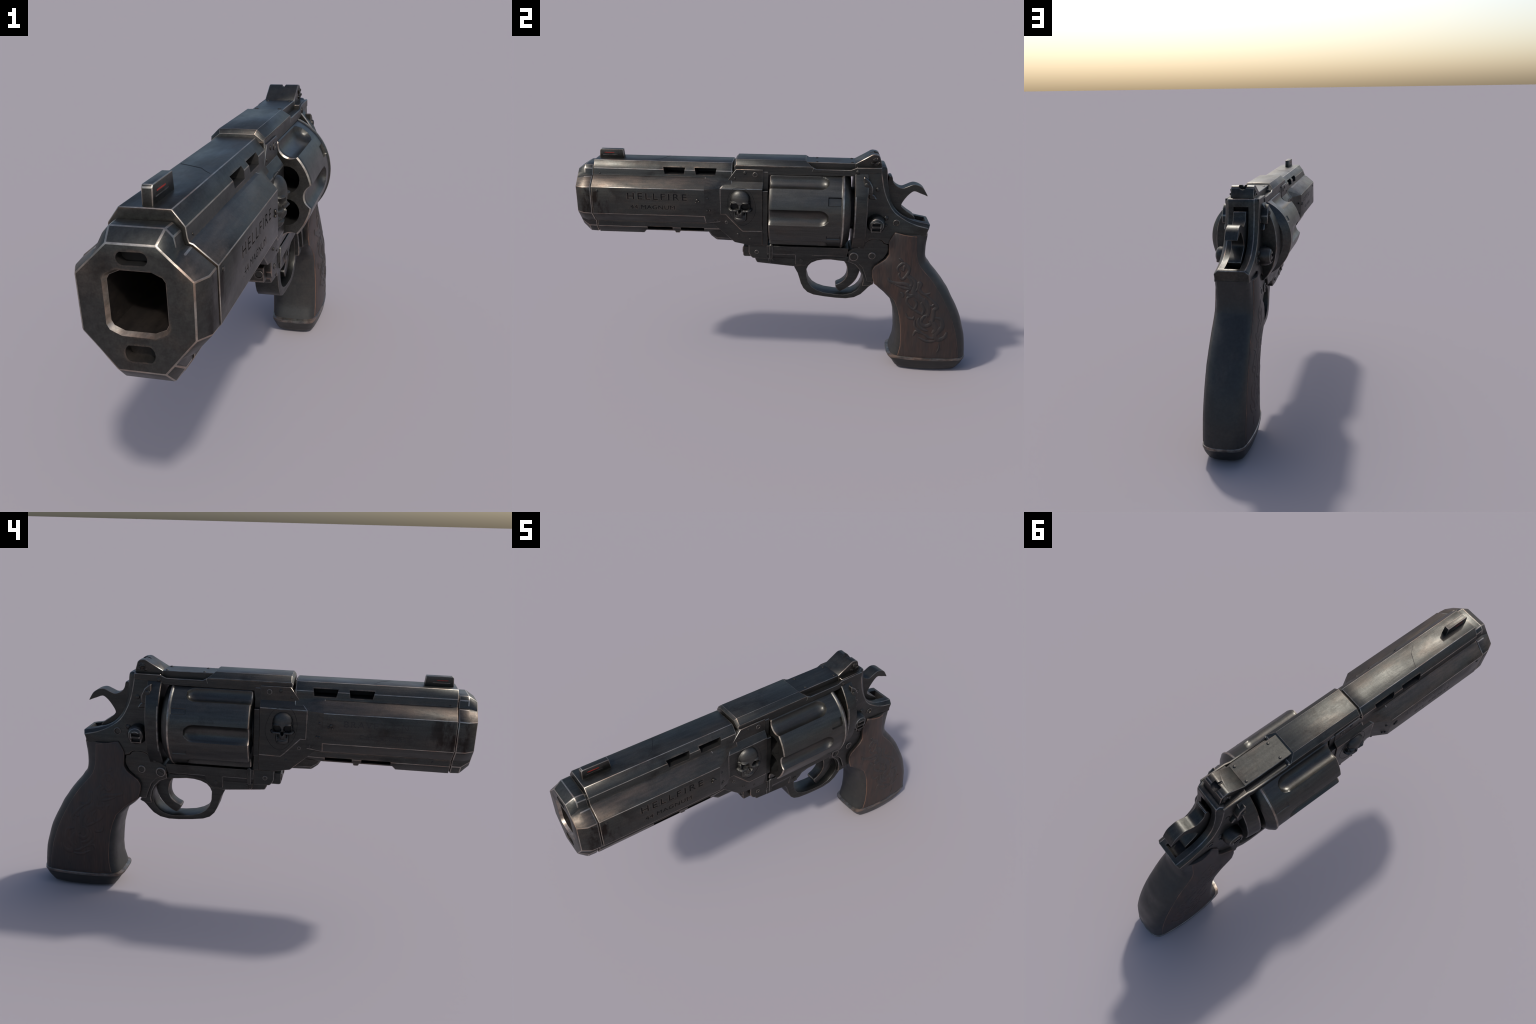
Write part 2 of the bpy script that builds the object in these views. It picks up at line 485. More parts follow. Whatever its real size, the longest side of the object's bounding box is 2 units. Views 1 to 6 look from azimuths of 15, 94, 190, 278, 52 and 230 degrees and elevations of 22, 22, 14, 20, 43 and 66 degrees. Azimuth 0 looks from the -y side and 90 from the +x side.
# chewed ornament on both cheeks of the rear sight
def lump(name, centre, size, seed, mats, parent, amp=.3, sub=3):
    rnd = random.Random(seed)
    bm = bmesh.new()
    bmesh.ops.create_icosphere(bm, subdivisions=sub, radius=1)
    ph = [(Vector([rnd.uniform(-1, 1) for _ in range(3)]).normalized(), rnd.uniform(3, 6), rnd.uniform(0, 6)) for _ in range(6)]
    for v in bm.verts:
        d = sum(math.sin(v.co.dot(n) * f + p) for n, f, p in ph) / 6
        v.co *= 1 + amp * d
        v.co = Vector((centre[k] + v.co[k] * size[k] for k in range(3)))
    return finish(bm, name, mats, 0, 60, parent)
for sx in (-1, 1):
    for i, (dy, dz, s) in enumerate(((.455, 1.118, .016), (.470, 1.106, .010), (.442, 1.104, .008), (.462, 1.127, .009))):
        lump("sight_ornament", (sx * .0545, dy, dz), (.006, s, s * .75), 30 + i, [FRAME], sight, .75)

# ------------------------------------------------------------------ frame: skull block, arm, window rim
lower = [(-.291, .973), (-.0835, .975), (-.0835, .760), (-.181, .758), (-.197, .772), (-.266, .844), (-.291, .842)]
upper = [(-.262, 1.007), (-.0825, 1.0065), (-.0835, .677), (-.158, .678), (-.224, .690), (-.345, .796), (-.366, .826)]
bm = slab(upper, .1092, lower, .0222)
block = finish(bm, "skull_block", FRM, .0022, min_angle=9, angle=12)
finish(slab([(-.264, 1.000), (-.214, 1.067), (-.0825, 1.0668), (-.0825, 1.000)], .0875), "upper_cheek", FRM, .0018, parent=block)
finish(slab([(-.10, .965), (-.058, .965), (-.058, .748), (-.10, .748)], .1035), "window_rim", FRM, .002, parent=block)
finish(slab([(-.10, .76), (-.058, .76), (-.058, .676), (-.10, .676)], .084), "window_rim", FRM, .002, parent=block)
finish(slab([(-.10, 1.056), (-.058, 1.056), (-.058, .955), (-.10, .955)], .084), "window_rim", FRM, .002, parent=block)
# notched lamp: small beads where shroud and cheek meet
for sx in (-1, 1):
    for y, z, r in ((-.397, .925, .008), (-.388, .917, .006), (-.402, .913, .005), (-.350, .930, .008), (-.352, .868, .009), (-.339, .868, .006)):
        x = .1525 if y < -.37 else .1525 - (y + .372) * .49
        lump("bead", (sx * x, y, z), (.004, r, r * .8), int(abs(y * 1e4)), [FRAME], block, .3, 2)

# ------------------------------------------------------------------ lower strap, yoke, trigger guard
LS = [(-.062, .6755), (-.060, .606), (.077, .605), (.084, .572), (.131, .572), (.150, .584), (.166, .603), (.20, .612), (.25, .617),
      (.31, .617), (.340, .625), (.348, .6755)]
LS_in = [(y, z if z > .66 else max(z, .632)) for y, z in LS]
strap = finish(slab(LS, .0850, LS_in, .013), "lower_strap", FRM, .0012)
finish(slab([(-.123, .615), (-.122, .597), (-.112, .578), (.069, .5625), (.14, .565), (.14, .62)], .071), "strap_keel", FRM, .003, parent=strap)
yoke = finish(slab([(-.154, .678), (-.154, .634), (-.146, .617), (-.134, .605), (-.0585, .6025), (-.0585, .678)], .081), "yoke", FRM, .003)
finish(slab([(-.184, .660), (-.184, .612), (-.178, .606), (-.140, .606), (-.140, .660)], .062), "yoke_latch", FRM, .003, parent=yoke)
for sx in (-1, 1):
    a, c = sorted((sx * .080, sx * .0895))
    finish(slab_at([(-.050, .679), (-.044, .684), (-.036, .684), (-.030, .679), (-.032, .612), (-.038, .603), (-.050, .605)], a, c),
           "strap_clip", FRM, .003, parent=strap)
    a, c = sorted((sx * .066, sx * .0755))
    finish(slab_at([(-.056, .608), (-.036, .608), (-.036, .583), (-.046, .574), (-.056, .583)], a, c), "clip_foot", FRM, .003, parent=strap)

go = [(.068, .572), (.080, .545), (.096, .516), (.107, .482), (.114, .458), (.128, .431), (.150, .409), (.182, .396), (.235, .388),
      (.300, .382), (.350, .381), (.392, .389), (.425, .408), (.446, .431), (.462, .450), (.487, .472), (.474, .496), (.452, .500), (.441, .53), (.428, .562), (.408, .590),
      (.376, .612), (.32, .616), (.25, .621), (.16, .612), (.10, .60)]
gi = [(.1405, .538), (.149, .558), (.165, .575), (.193, .588), (.225, .5945), (.262, .596), (.301, .592), (.345, .588), (.385, .575), (.408, .549), (.422, .522),
      (.428, .488), (.424, .466), (.414, .444), (.398, .425), (.375, .410), (.335, .4005), (.285, .403), (.234, .410), (.198, .422), (.172, .438), (.152, .464), (.142, .498)]
guard = finish(slab_hole(go, gi, .0445), "trigger_guard", FRM, .0055, segments=2)
tr = spline([(.315, .60), (.343, .565), (.351, .520), (.342, .486), (.319, .463), (.296, .451), (.294, .439), (.308, .418), (.324, .415), (.358, .437), (.390, .470),
             (.408, .508), (.419, .555), (.424, .60)], 3)
finish(slab(tr, .028), "trigger", FRM, .004, segments=2)

# broad rear root of the guard
root = [(.352, .622), (.352, .592), (.388, .577), (.411, .551), (.425, .523), (.4315, .488), (.427, .462), (.462, .462), (.486, .4735), (.474, .495), (.455, .51), (.440, .57), (.41, .61)]
finish(slab(root, .061), "guard_root", FRM, .004, segments=2, parent=guard)

# ------------------------------------------------------------------ rear frame with hammer slot
backo = spline([(.492, 1.092), (.509, 1.088), (.515, 1.066), (.519, 1.02), (.527, .975), (.545, .916), (.575, .872), (.62, .840), (.675, .821), (.722, .812)], 3)
backi = spline([(.466, 1.083), (.482, 1.076), (.4865, 1.058), (.494, 1.02), (.505, .975), (.525, .926), (.560, .871), (.62, .829), (.675, .805), (.722, .794)], 3)
tail = [(.742, .807), (.737, .785), (.732, .768), (.734, .752), (.60, .735), (.55, .700), (.523, .7065), (.515, .7185), (.501, .7245), (.461, .7245), (.443, .7185), (.427, .7045), (.372, .673), (.36, .69), (.362, 1.06), (.40, 1.072)]
tail_i = [(.736, .789), (.732, .781), (.728, .768), (.730, .752), (.60, .735), (.55, .700), (.523, .7065), (.515, .7185), (.501, .7245), (.461, .7245), (.443, .7185), (.427, .7045), (.372, .673), (.36, .69), (.362, 1.055), (.40, 1.065)]
bm = slab(backo + tail, .0805, backi + tail_i, .018)
rear = finish(bm, "rear_frame", FRM, .0024)
slot = [(.505, 1.052), (.60, 1.07), (.78, .90), (.716, .800), (.712, .784), (.640, .792), (.578, .826), (.532, .882), (.503, .95), (.493, 1.03)]
sb = slab(slot, .0355)
bool_cut(rear, [cutter(sb, RECESS)])

ham = spline([(.526, 1.024), (.529, 1.035), (.543, 1.035), (.551, 1.007), (.570, .987), (.596, .977), (.619, .985), (.648, .997), (.675, .993),
              (.698, .979), (.712, .959), (.722, .940), (.708, .9455), (.685, .954), (.657, .964), (.638, .954), (.617, .930), (.598, .897), (.603, .880),
              (.630, .858), (.668, .828), (.640, .790), (.56, .80), (.52, .90), (.522, .98)], 3, True)
hb = slab(ham, .0295)
hammer = finish(hb, "hammer", FRM, .003, angle=40)

# side plates with scalloped outline
SP = [(.372, .670), (.428, .702), (.444, .716), (.462, .722), (.500, .722), (.514, .716), (.521, .704), (.542, .699), (.546, .672), (.543, .654),
      (.528, .626), (.500, .600), (.490, .580), (.486, .556), (.488, .520), (.496, .497), (.478, .4925), (.450, .492), (.438, .530), (.424, .566), (.400, .592), (.352, .618), (.345, .655)]
finish(slab(SP, .0738), "side_plate", FRM, .0022)

# recoil shield: curved plate standing out behind the cylinder
arc = spline([(.074, 1.066), (.095, 1.040), (.123, .996), (.143, .940), (.1505, .875), (.147, .810), (.132, .752), (.108, .709), (.082, .676)], 3)
def shield_ring(y, k, dz=0):
    right = [Vector((.07 + (x - .07) * k, y, z)) for x, z in arc]
    left = [Vector((-p.x, y, p.z)) for p in reversed(right)]
    return right + left
bm = loops_to_bm([shield_ring(.360, 1.06), (shield_ring(.366, 1.09)), shield_ring(.424, .97)])
shield = finish(bm, "recoil_shield", FRM, .003, angle=30)
for sx in (-1, 1):
    # stepped latch pad behind the shield
    a, c = sorted((sx * .07, sx * .112))
    finish(slab_at([(.41, 1.046), (.430, 1.030), (.446, 1.00), (.448, .962), (.40, .958), (.40, 1.05)], a, c), "latch_pad", FRM, .004, parent=shield)
    a, c = sorted((sx * .07, sx * .098))
    finish(slab_at([(.43, .975), (.458, .955), (.470, .935), (.43, .938)], a, c), "latch_pad", FRM, .004, parent=shield)

# thumb latch: small helmet-like knob with two barred openings
def dome(name, cx, cy, cz, r, h, sx, parent):
    bm = bmesh.new()
    prof = [(1.0, 0), (1.0, .45), (.92, .70), (.74, .88), (.45, .98), (0, 1.0)]
    N = 28
    rows = []
    for rr, hh in prof[:-1]:
        rows.append([bm.verts.new((cx + sx * h * hh, cy + r * rr * math.cos(2 * math.pi * k / N), cz + r * rr * math.sin(2 * math.pi * k / N))) for k in range(N)])
    for p, q in zip(rows, rows[1:]):
        for k in range(N):
            bm.faces.new((p[k], p[(k + 1) % N], q[(k + 1) % N], q[k]))
    bm.faces.new(rows[-1]); bm.faces.new(list(reversed(rows[0])))
    bmesh.ops.recalc_face_normals(bm, faces=bm.faces)
    return finish(bm, name, [FRAME, EDGE_SOFT], .002, 40, parent)
for sx in (-1, 1):
    k = dome("thumb_latch", sx * .072, .474, .813, .0455, .066, sx, shield)
    cs = []
    for z0, z1 in ((.812, .827), (.787, .803)):
        q = bmesh.new()
        a, c = sorted((sx * .118, sx * .16))
        box(q, (a, .452, z0), (c, .492, z1))
        cs.append(cutter(q, RECESS))
    bool_cut(k, cs)
    bm = bmesh.new()
    a, c = sorted((sx * .10, sx * .133))
    box(bm, (a, .446, .780), (c, .498, .835))
    o = finish(bm, "latch_frame", FRM, .004, 40, shield, 2)
    cs = []
    for z0, z1 in ((.811, .828), (.786, .803)):
        q = bmesh.new()
        a, c = sorted((sx * .122, sx * .16))
        box(q, (a, .453, z0), (c, .491, z1))
        cs.append(cutter(q, RECESS))
    bool_cut(o, cs)
    for y, z, r in ((.522, .839, .0135), (.523, .803, .009)):
        lump("bead", (sx * .0775, y, z), (.010, r, r), 5, [FRAME], shield, .15, 2)

# ------------------------------------------------------------------ cylinder
AX = .862
FL = [math.radians(a) for a in (0, 53, 127, 180, 233, 307)]
R0 = .1965
def cyl_radius(a, y):
    r = R0
    w, d = .0405, .026
    if y > .193:
        t = (y - .193) / .044
        k = math.sqrt(max(0, 1 - t * t)) if t < 1 else 0
    else:
        k = 1
    if k > 0.02:
        rc = (w * w + d * d) / (2 * d)
        for f in FL:
            da = (a - f + math.pi) % (2 * math.pi) - math.pi
            if abs(da) < .30:
                wk = w * k; dk = d * (k ** .8)
                rck = (wk * wk + dk * dk) / (2 * dk)
                cdist = R0 - dk + rck
                # ray from the axis meets the flute's near arc
                disc = rck * rck - (cdist * math.sin(da)) ** 2
                if disc > 0:
                    hit = cdist * math.cos(da) - math.sqrt(disc)
                    r = min(r, hit)
    return r
def notch(a, y, r):
    for a0, a1, y0, y1, dp in ((19, 30, .237, .2965, .009), (-36, -28.5, .231, .2965, .005), (149, 156, .231, .2965, .003), (206, 213, .233, .2965, .003),
                               (86, 97, .237, .2965, .006), (265, 276, .237, .2965, .006)):
        d = (math.degrees(a) - a0) % 360
        if d < (a1 - a0) and y0 < y < y1:
            return min(r, R0 - dp)
    return r
N = 432
ys = [-.0490, -.0450, -.038] + [-.03 + .014 * i for i in range(16)]
ys += [.194 + .0036 * i for i in range(13)] + [.2420, .2445, .256, .27, .284, .2955, .2975]
ys = sorted(set(round(y, 4) for y in ys))
bm = bmesh.new()
rows = []
for y in ys:
    row = []
    for k in range(N):
        a = 2 * math.pi * k / N
        r = cyl_radius(a, y)
        if y < -.045: r -= .007
        elif y < -.04: r -= .0018
        r = notch(a, y, r)
        row.append(bm.verts.new((r * math.cos(a), y, AX + r * math.sin(a))))
    rows.append(row)
nfl = len(rows)
for y, r in ((.3005, .1985), (.3035, .2015), (.3085, .2020), (.3115, .2005), (.313, .199), (.328, .187), (.3435, .166)):
    rows.append([bm.verts.new((r * math.cos(2 * math.pi * k / N), y, AX + r * math.sin(2 * math.pi * k / N))) for k in range(N)])
for ri, (p, q) in enumerate(zip(rows, rows[1:])):
    for k in range(N):
        f = bm.faces.new((p[k], p[(k + 1) % N], q[(k + 1) % N], q[k]))
        if ri == 0 or ri in (nfl + 1, nfl + 2):
            f.material_index = 1
bm.faces.new(rows[0]); bm.faces.new(list(reversed(rows[-1])))
bmesh.ops.recalc_face_normals(bm, faces=bm.faces)
cyl = finish(bm, "cylinder", CYM, 0, 28)
cs = []
for deg in (26.5, 90, 153.5, 206.5, 270, 333.5):
    a = math.radians(deg)
    cx, cz = .122 * math.cos(a), AX + .122 * math.sin(a)
    cs.append(cutter(loops_to_bm([[Vector((cx + .043 * math.cos(2 * math.pi * k / 20), y, cz + .045 * math.sin(2 * math.pi * k / 20))) for k in range(20)]
                                  for y in (-.09, .12)]), RECESS))
bool_cut(cyl, cs)
# ratchet hub and axle that close the gap at the back
bm = loops_to_bm([[Vector((.035 * math.cos(2 * math.pi * k / 24), y, AX + .035 * math.sin(2 * math.pi * k / 24))) for k in range(24)] for y in (-.075, .37)])
finish(bm, "cylinder_axle", [RECESS, RECESS], 0)

for y0, y1, r in ((-.0665, -.0505, .10), (.342, .366, .105)):  # added dark discs that keep daylight from showing past the cylinder
    bm = loops_to_bm([[Vector((r * math.cos(2 * math.pi * k / 32), y, AX + r * math.sin(2 * math.pi * k / 32))) for k in range(32)] for y in (y0, y1)])
    finish(bm, "gap_filler_disc", [RECESS, RECESS], 0, parent=cyl)

# ------------------------------------------------------------------ skull reliefs
def smax(vals, k):
    mx = max(vals)
    return mx + math.log(sum(math.exp((v - mx) / k) for v in vals)) * k
def ell(u, v, cu, cv, ru, rv, h, base=0.0, p=.5):
    q = 1 - ((u - cu) / ru) ** 2 - ((v - cv) / rv) ** 2
    return base + h * q ** p if q > 0 else -.02 + .012 * max(q, -3) / 3
def skull_height(u, v):
    """u across, v up; skull about 1 wide (u -0.5..0.5) and v from -0.75 (chin) to 0.75 (crown). Returns relief."""
    u = abs(u)
    parts = [
        ell(u, v, 0, .245, .43, .44, .245, 0, .42),     # cranium
        ell(u, v, 0, .12, .43, .17, .25, 0, .4),        # brow band
        ell(u, v, .23, .185, .22, .06, .275),           # brow ridge
        ell(u, v, .33, -.165, .17, .085, .235),         # cheekbone
        ell(u, v, .43, -.14, .085, .075, .17),          # cheek arch
        ell(u, v, .20, -.17, .22, .10, .225),           # cheek root
        ell(u, v, .385, .03, .05, .17, .20),            # outer orbit
        ell(u, v, 0, -.28, .185, .20, .25, 0, .42),     # upper jaw
        ell(u, v, 0, -.02, .085, .19, .27),             # nose bridge
        ell(u, v, 0, -.575, .275, .125, .17, 0, .42),   # chin
        ell(u, v, .225, -.42, .065, .22, .12),          # jaw branch
        ell(u, v, 0, -.47, .235, .20, .20, 0, .42),     # gums
    ]
    h = smax(parts, .013)
    h0 = h
    def pit(cu, cv, ru, rv, d, e=2.0):
        q = abs((u - cu) / ru) ** e + abs((v - cv) / rv) ** e
        return d * max(0, 1 - q) ** .5 if q < 1 else 0
    h -= pit(.215, .020, .165, .145, .30, 2.6)          # eye socket
    h -= pit(.0, -.185, .065, .085, .17)                # nose
    h -= pit(.43, .22, .07, .14, .05)                   # temple
    h -= pit(.0, -.475, .20, .045, .045)                  # mouth gap
    if -.45 < v < -.28 and u < .15:
        h -= .014 * (abs(math.sin(u * 46)) < .3)        # teeth
    return max(h, min(h0, .05))
for sx, cy, cz, sc, yaw in ((1, -.193, .889, .119, .08), (-1, -.187, .889, .106, 0.0)):
    bm = bmesh.new()
    NU, NV = 110, 150
    hs = {}
    grid = []
    for j in range(NV + 1):
        row = []
        for i in range(NU + 1):
            u = -.56 + 1.12 * i / NU; v_ = -.78 + 1.58 * j / NV
            h = skull_height(u, v_)
            x = .1092 + (h - .035) * sc * 1.2 + (u * yaw * sc if h > .06 else 0)
            hs[(i, j)] = h
            row.append(bm.verts.new((sx * x, cy + u * sc, cz + v_ * sc)))
        grid.append(row)
    for j in range(NV):
        for i in range(NU):
            q = (grid[j][i], grid[j][i + 1], grid[j + 1][i + 1], grid[j + 1][i])
            if max(hs[(i, j)], hs[(i + 1, j)], hs[(i + 1, j + 1)], hs[(i, j + 1)]) < .028:
                continue
            fc = bm.faces.new(q)
            uu = abs(-.56 + 1.12 * (i + .5) / NU); vv = -.78 + 1.58 * (j + .5) / NV
            if (abs((uu - .215) / .155)) ** 3 + abs((vv - .02) / .132) ** 3 < 1 or (uu / .05) ** 2 + ((vv + .19) / .065) ** 2 < 1:
                fc.material_index = 1       # shade of the eye and nose pits painted in as darker steel
    bmesh.ops.delete(bm, geom=[v for v in bm.verts if not v.link_faces], context='VERTS')
    bmesh.ops.recalc_face_normals(bm, faces=bm.faces)
    if sum(f.normal.x for f in bm.faces) * sx < 0:
        bmesh.ops.reverse_faces(bm, faces=bm.faces)
    finish(bm, "skull_relief", [metal("skull_steel", base=(.066, .065, .061), brown=.25, soot=.3, rough=.46), SOCKET], 0, 80, block)
    # engraved halo ring around it
    ringpts = spline([(cy - .058, cz + .045), (cy - .03, cz + .088), (cy + .035, cz + .082), (cy + .068, cz + .03), (cy + .075, cz - .03),
                      (cy + .045, cz - .085), (cy, cz - .10), (cy - .045, cz - .055), (cy - .062, cz)], 6, True)
    cu = bpy.data.curves.new("halo", 'CURVE'); cu.dimensions = '3D'
    sp = cu.splines.new('POLY'); sp.points.add(len(ringpts) - 1); sp.use_cyclic_u = True
    for p, (y, z) in zip(sp.points, ringpts):
        p.co = (sx * .1093, y, z, 1)
    cu.bevel_depth = .0008; cu.bevel_resolution = 1
    o = bpy.data.objects.new("halo", cu); SC.collection.objects.link(o)
    dg = bpy.context.evaluated_depsgraph_get(); dg.update()
    me = bpy.data.meshes.new_from_object(o.evaluated_get(dg)); bpy.data.objects.remove(o)
    add("engraved_ring", me, block, [INK])

# ------------------------------------------------------------------ screws
def screw_mesh(kind):
    bm = bmesh.new()
    N = 6 if kind == "hex" else 24
    prof = {"slot": [(1, -.3), (1, .16), (.88, .26), (.76, .26), (.70, .12), (0, .12)],
            "hex": [(1, -.3), (1, .34), (.82, .46), (0, .46)],
            "round": [(1, -.3), (.97, .16), (.8, .36), (.45, .5), (0, .5)],
            "socket": [(1, -.3), (1, .14), (.9, .22), (.74, .22), (.66, -.02), (0, -.02)]}[kind]
    rows = []
    for r, h in prof[:-1]:
        rows.append([bm.verts.new((h, r * math.cos(2 * math.pi * k / N), r * math.sin(2 * math.pi * k / N))) for k in range(N)])
    for p, q in zip(rows, rows[1:]):
        for k in range(N):
            bm.faces.new((p[k], p[(k + 1) % N], q[(k + 1) % N], q[k]))
    bm.faces.new(rows[-1])
    bmesh.ops.recalc_face_normals(bm, faces=bm.faces)
    for f in bm.faces:
        if kind in ("slot", "socket") and all(abs(v.co.y) ** 2 + abs(v.co.z) ** 2 > .55 for v in f.verts) and abs(f.normal.x) > .3:
            f.material_index = 1
    if kind == "slot":      # raised bar left between two filed pits
        n0 = len(bm.faces)
        vs = box(bm, (.05, -.66, -.13), (.22, .66, .13))
        for v in vs:
            c, s = math.cos(.6), math.sin(.6)
            v.co = Vector((v.co.x, v.co.y * c - v.co.z * s, v.co.y * s + v.co.z * c))
        bmesh.ops.recalc_face_normals(bm, faces=bm.faces)
    shade(bm, 35)
    me = bpy.data.meshes.new("screw_" + kind)
    bm.to_mesh(me); bm.free()
    me.materials.append(FRAME); me.materials.append(EDGE_SOFT)
    return me
SM = {k: screw_mesh(k) for k in ("slot", "hex", "round", "socket")}
def screw(kind, x, y, z, r, axis='x', sx=1, turn=0.0):
    o = bpy.data.objects.new("screw", SM[kind])
    SC.collection.objects.link(o)
    o.parent = ROOT
    if axis == 'x':
        rot = Matrix.Rotation(0 if sx > 0 else math.pi, 4, 'Z') @ Matrix.Rotation(turn, 4, 'X')
    elif axis == 'z':
        rot = Matrix.Rotation(-math.pi / 2, 4, 'Y') @ Matrix.Rotation(turn, 4, 'X')
    else:
        rot = Matrix.Rotation(-math.pi / 2, 4, 'Z') @ Matrix.Rotation(turn, 4, 'X')
    o.matrix_world = Matrix.Translation((x, y, z)) @ rot @ Matrix.Diagonal((r * .8, r, r, 1))
dg = bpy.context.evaluated_depsgraph_get(); dg.update()
def surface_x(y, z, sx, fallback):
    hit, loc, nor, idx, ob, mw = SC.ray_cast(dg, Vector((sx * .5, y, z)), Vector((-sx, 0, 0)))
    return abs(loc.x) if hit else fallback
rs = random.Random(3)
for sx in (1, -1):
    for kind, x, y, z, r in (("slot", .0868, .376, .628, .0235), ("slot", .0868, .467, .636, .0185), ("socket", .0778, .574, .816, .0165),
                             ("hex", .0858, .114, .599, .0105), ("slot", .0813, -.113, .640, .0105), ("round", .0878, -.171, 1.049, .0085),
                             ("slot", .0878, -.122, 1.042, .012), ("round", .0878, -.220, 1.022, .006), ("round", .0826, .372, 1.066, .010),
                             ("round", .118, .400, .685, .0065), ("round", .1125, .416, 1.011, .0125), ("round", .0778, .473, .982, .011),
                             ("round", .1135, -.205, .738, .007), ("slot", .1135, -.262, .800, .008), ("round", .1125, -.145, .712, .006),
                             ("socket", .1170, -.315, .812, .009), ("round", .0765, -.03, .592, .006), ("round", .152, -.888, .958, .006),
                             ("round", .085, -.885, 1.030, .004), ("round", .0875, -.84, .772, .005)):
        screw(kind, sx * (surface_x(y, z, sx, x) + .0004), y, z, r, 'x', sx, rs.uniform(0, 3))
for x in (-.040, .040):
    for y in (.175, .345):
        screw("round", x, y, 1.1031, .0068, 'z')
screw("socket", .046, -.1845, .637, .0145, 'y')
screw("socket", -.046, -.1845, .637, .0145, 'y')

# ------------------------------------------------------------------ grip
LV = [(.070, .592, .630, .950, .993), (.10, .600, .637, .948, .992), (.14, .612, .643, .942, .988), (.19, .615, .642, .932, .981),
      (.24, .611, .638, .919, .967), (.30, .604, .629, .898, .948), (.35, .591, .616, .876, .925), (.40, .572, .595, .850, .897),
      (.44, .533, .557, .827, .876), (.462, .506, .530, .813, .860), (.49, .484, .486, .795, .841), (.53, .475, .473, .765, .809),
      (.563, .471, .4705, .735, .780), (.585, .483, .482, .716, .765), (.605, .509, .508, .702, .749), (.626, .536, .535, .694, .741),
      (.65, .550, .549, .688, .736), (.69, .547, .546, .685, .733), (.714, .546, .545, .683, .733), (.74, .562, .561, .681, .734), (.757, .575, .573, .681, .735)]
def lerp_levels(z):
    for a, b in zip(LV, LV[1:]):
        if a[0] <= z <= b[0]:
            t = (z - a[0]) / (b[0] - a[0])
            return [a[k] + (b[k] - a[k]) * t for k in range(1, 5)]
    return list(LV[-1][1:]) if z > LV[-1][0] else list(LV[0][1:])
def edge_x(z):
    pts = [(0, .092), (.07, .0935), (.2, .095), (.4, .0935), (.5, .0905), (.6, .088), (.8, .0835)]
    for (z0, x0), (z1, x1) in zip(pts, pts[1:]):
        if z0 <= z <= z1:
            return x0 + (x1 - x0) * (z - z0) / (z1 - z0)
    return .08
def bulge(z):
    return .0155 if z < .5 else .0155 - .004 * min(1, (z - .5) / .25)
# resample the levels smoothly
zs = []
for a, b in zip(LV, LV[1:]):
    n = 3 if b[0] - a[0] > .03 else 2
    zs += [a[0] + (b[0] - a[0]) * k / n for k in range(n)]
zs.append(LV[-1][0])
smooth = spline([l for l in [(l[1], l[4], l[0]) for l in LV]], 8)
def sil(z, col):
    best = None
    for p, q in zip(smooth, smooth[1:]):
        if min(p[2], q[2]) - 1e-9 <= z <= max(p[2], q[2]) + 1e-9:
            t = (z - p[2]) / (q[2] - p[2]) if abs(q[2] - p[2]) > 1e-9 else 0
            return p[col] + (q[col] - p[col]) * t
    return smooth[-1][col]
SIDE = 8
def half_ring(z):
    yf, ye, yb_e, yb = lerp_levels(z)
    yb = sil(z, 1)
    x = edge_x(z)
    lead = max(ye - yf, 0)
    pts = [(0, yf)]
    if lead > .008:
        pts += [(x * .45, yf + .02 * lead), (x * .74, yf + .16 * lead), (x * .93, yf + .50 * lead)]
    else:
        pts += [(x * .4, yf), (x * .7, yf), (x * .9, yf)]
    for k in range(SIDE + 1):
        t = k / SIDE
        pts.append((x + bulge(z) * math.sin(math.pi * t) ** .8, ye + (yb_e - ye) * t))
    tl = yb - yb_e
    q = min(1, max(0, (z - .60) / .14))          # squarer back where the grip meets the frame horn
    for fx, fy, gx, gy in ((.95, .30, .955, .30), (.80, .66, .93, .74), (.55, .90, .80, .97), (.28, .985, .4, 1.0)):
        pts.append((x * (fx + (gx - fx) * q), yb_e + (fy + (gy - fy) * q) * tl))
    pts.append((0, yb))
    return pts
loops = []
for z in zs:
    hr = half_ring(z)
    ring = [Vector((x, y, z)) for x, y in hr]
    loops.append(ring + [Vector((-p.x, p.y, p.z)) for p in reversed(ring[1:-1])])
bm = loops_to_bm(loops)
grip = finish(bm, "grip", [STRAPM, EDGE_SOFT], 0, 38)

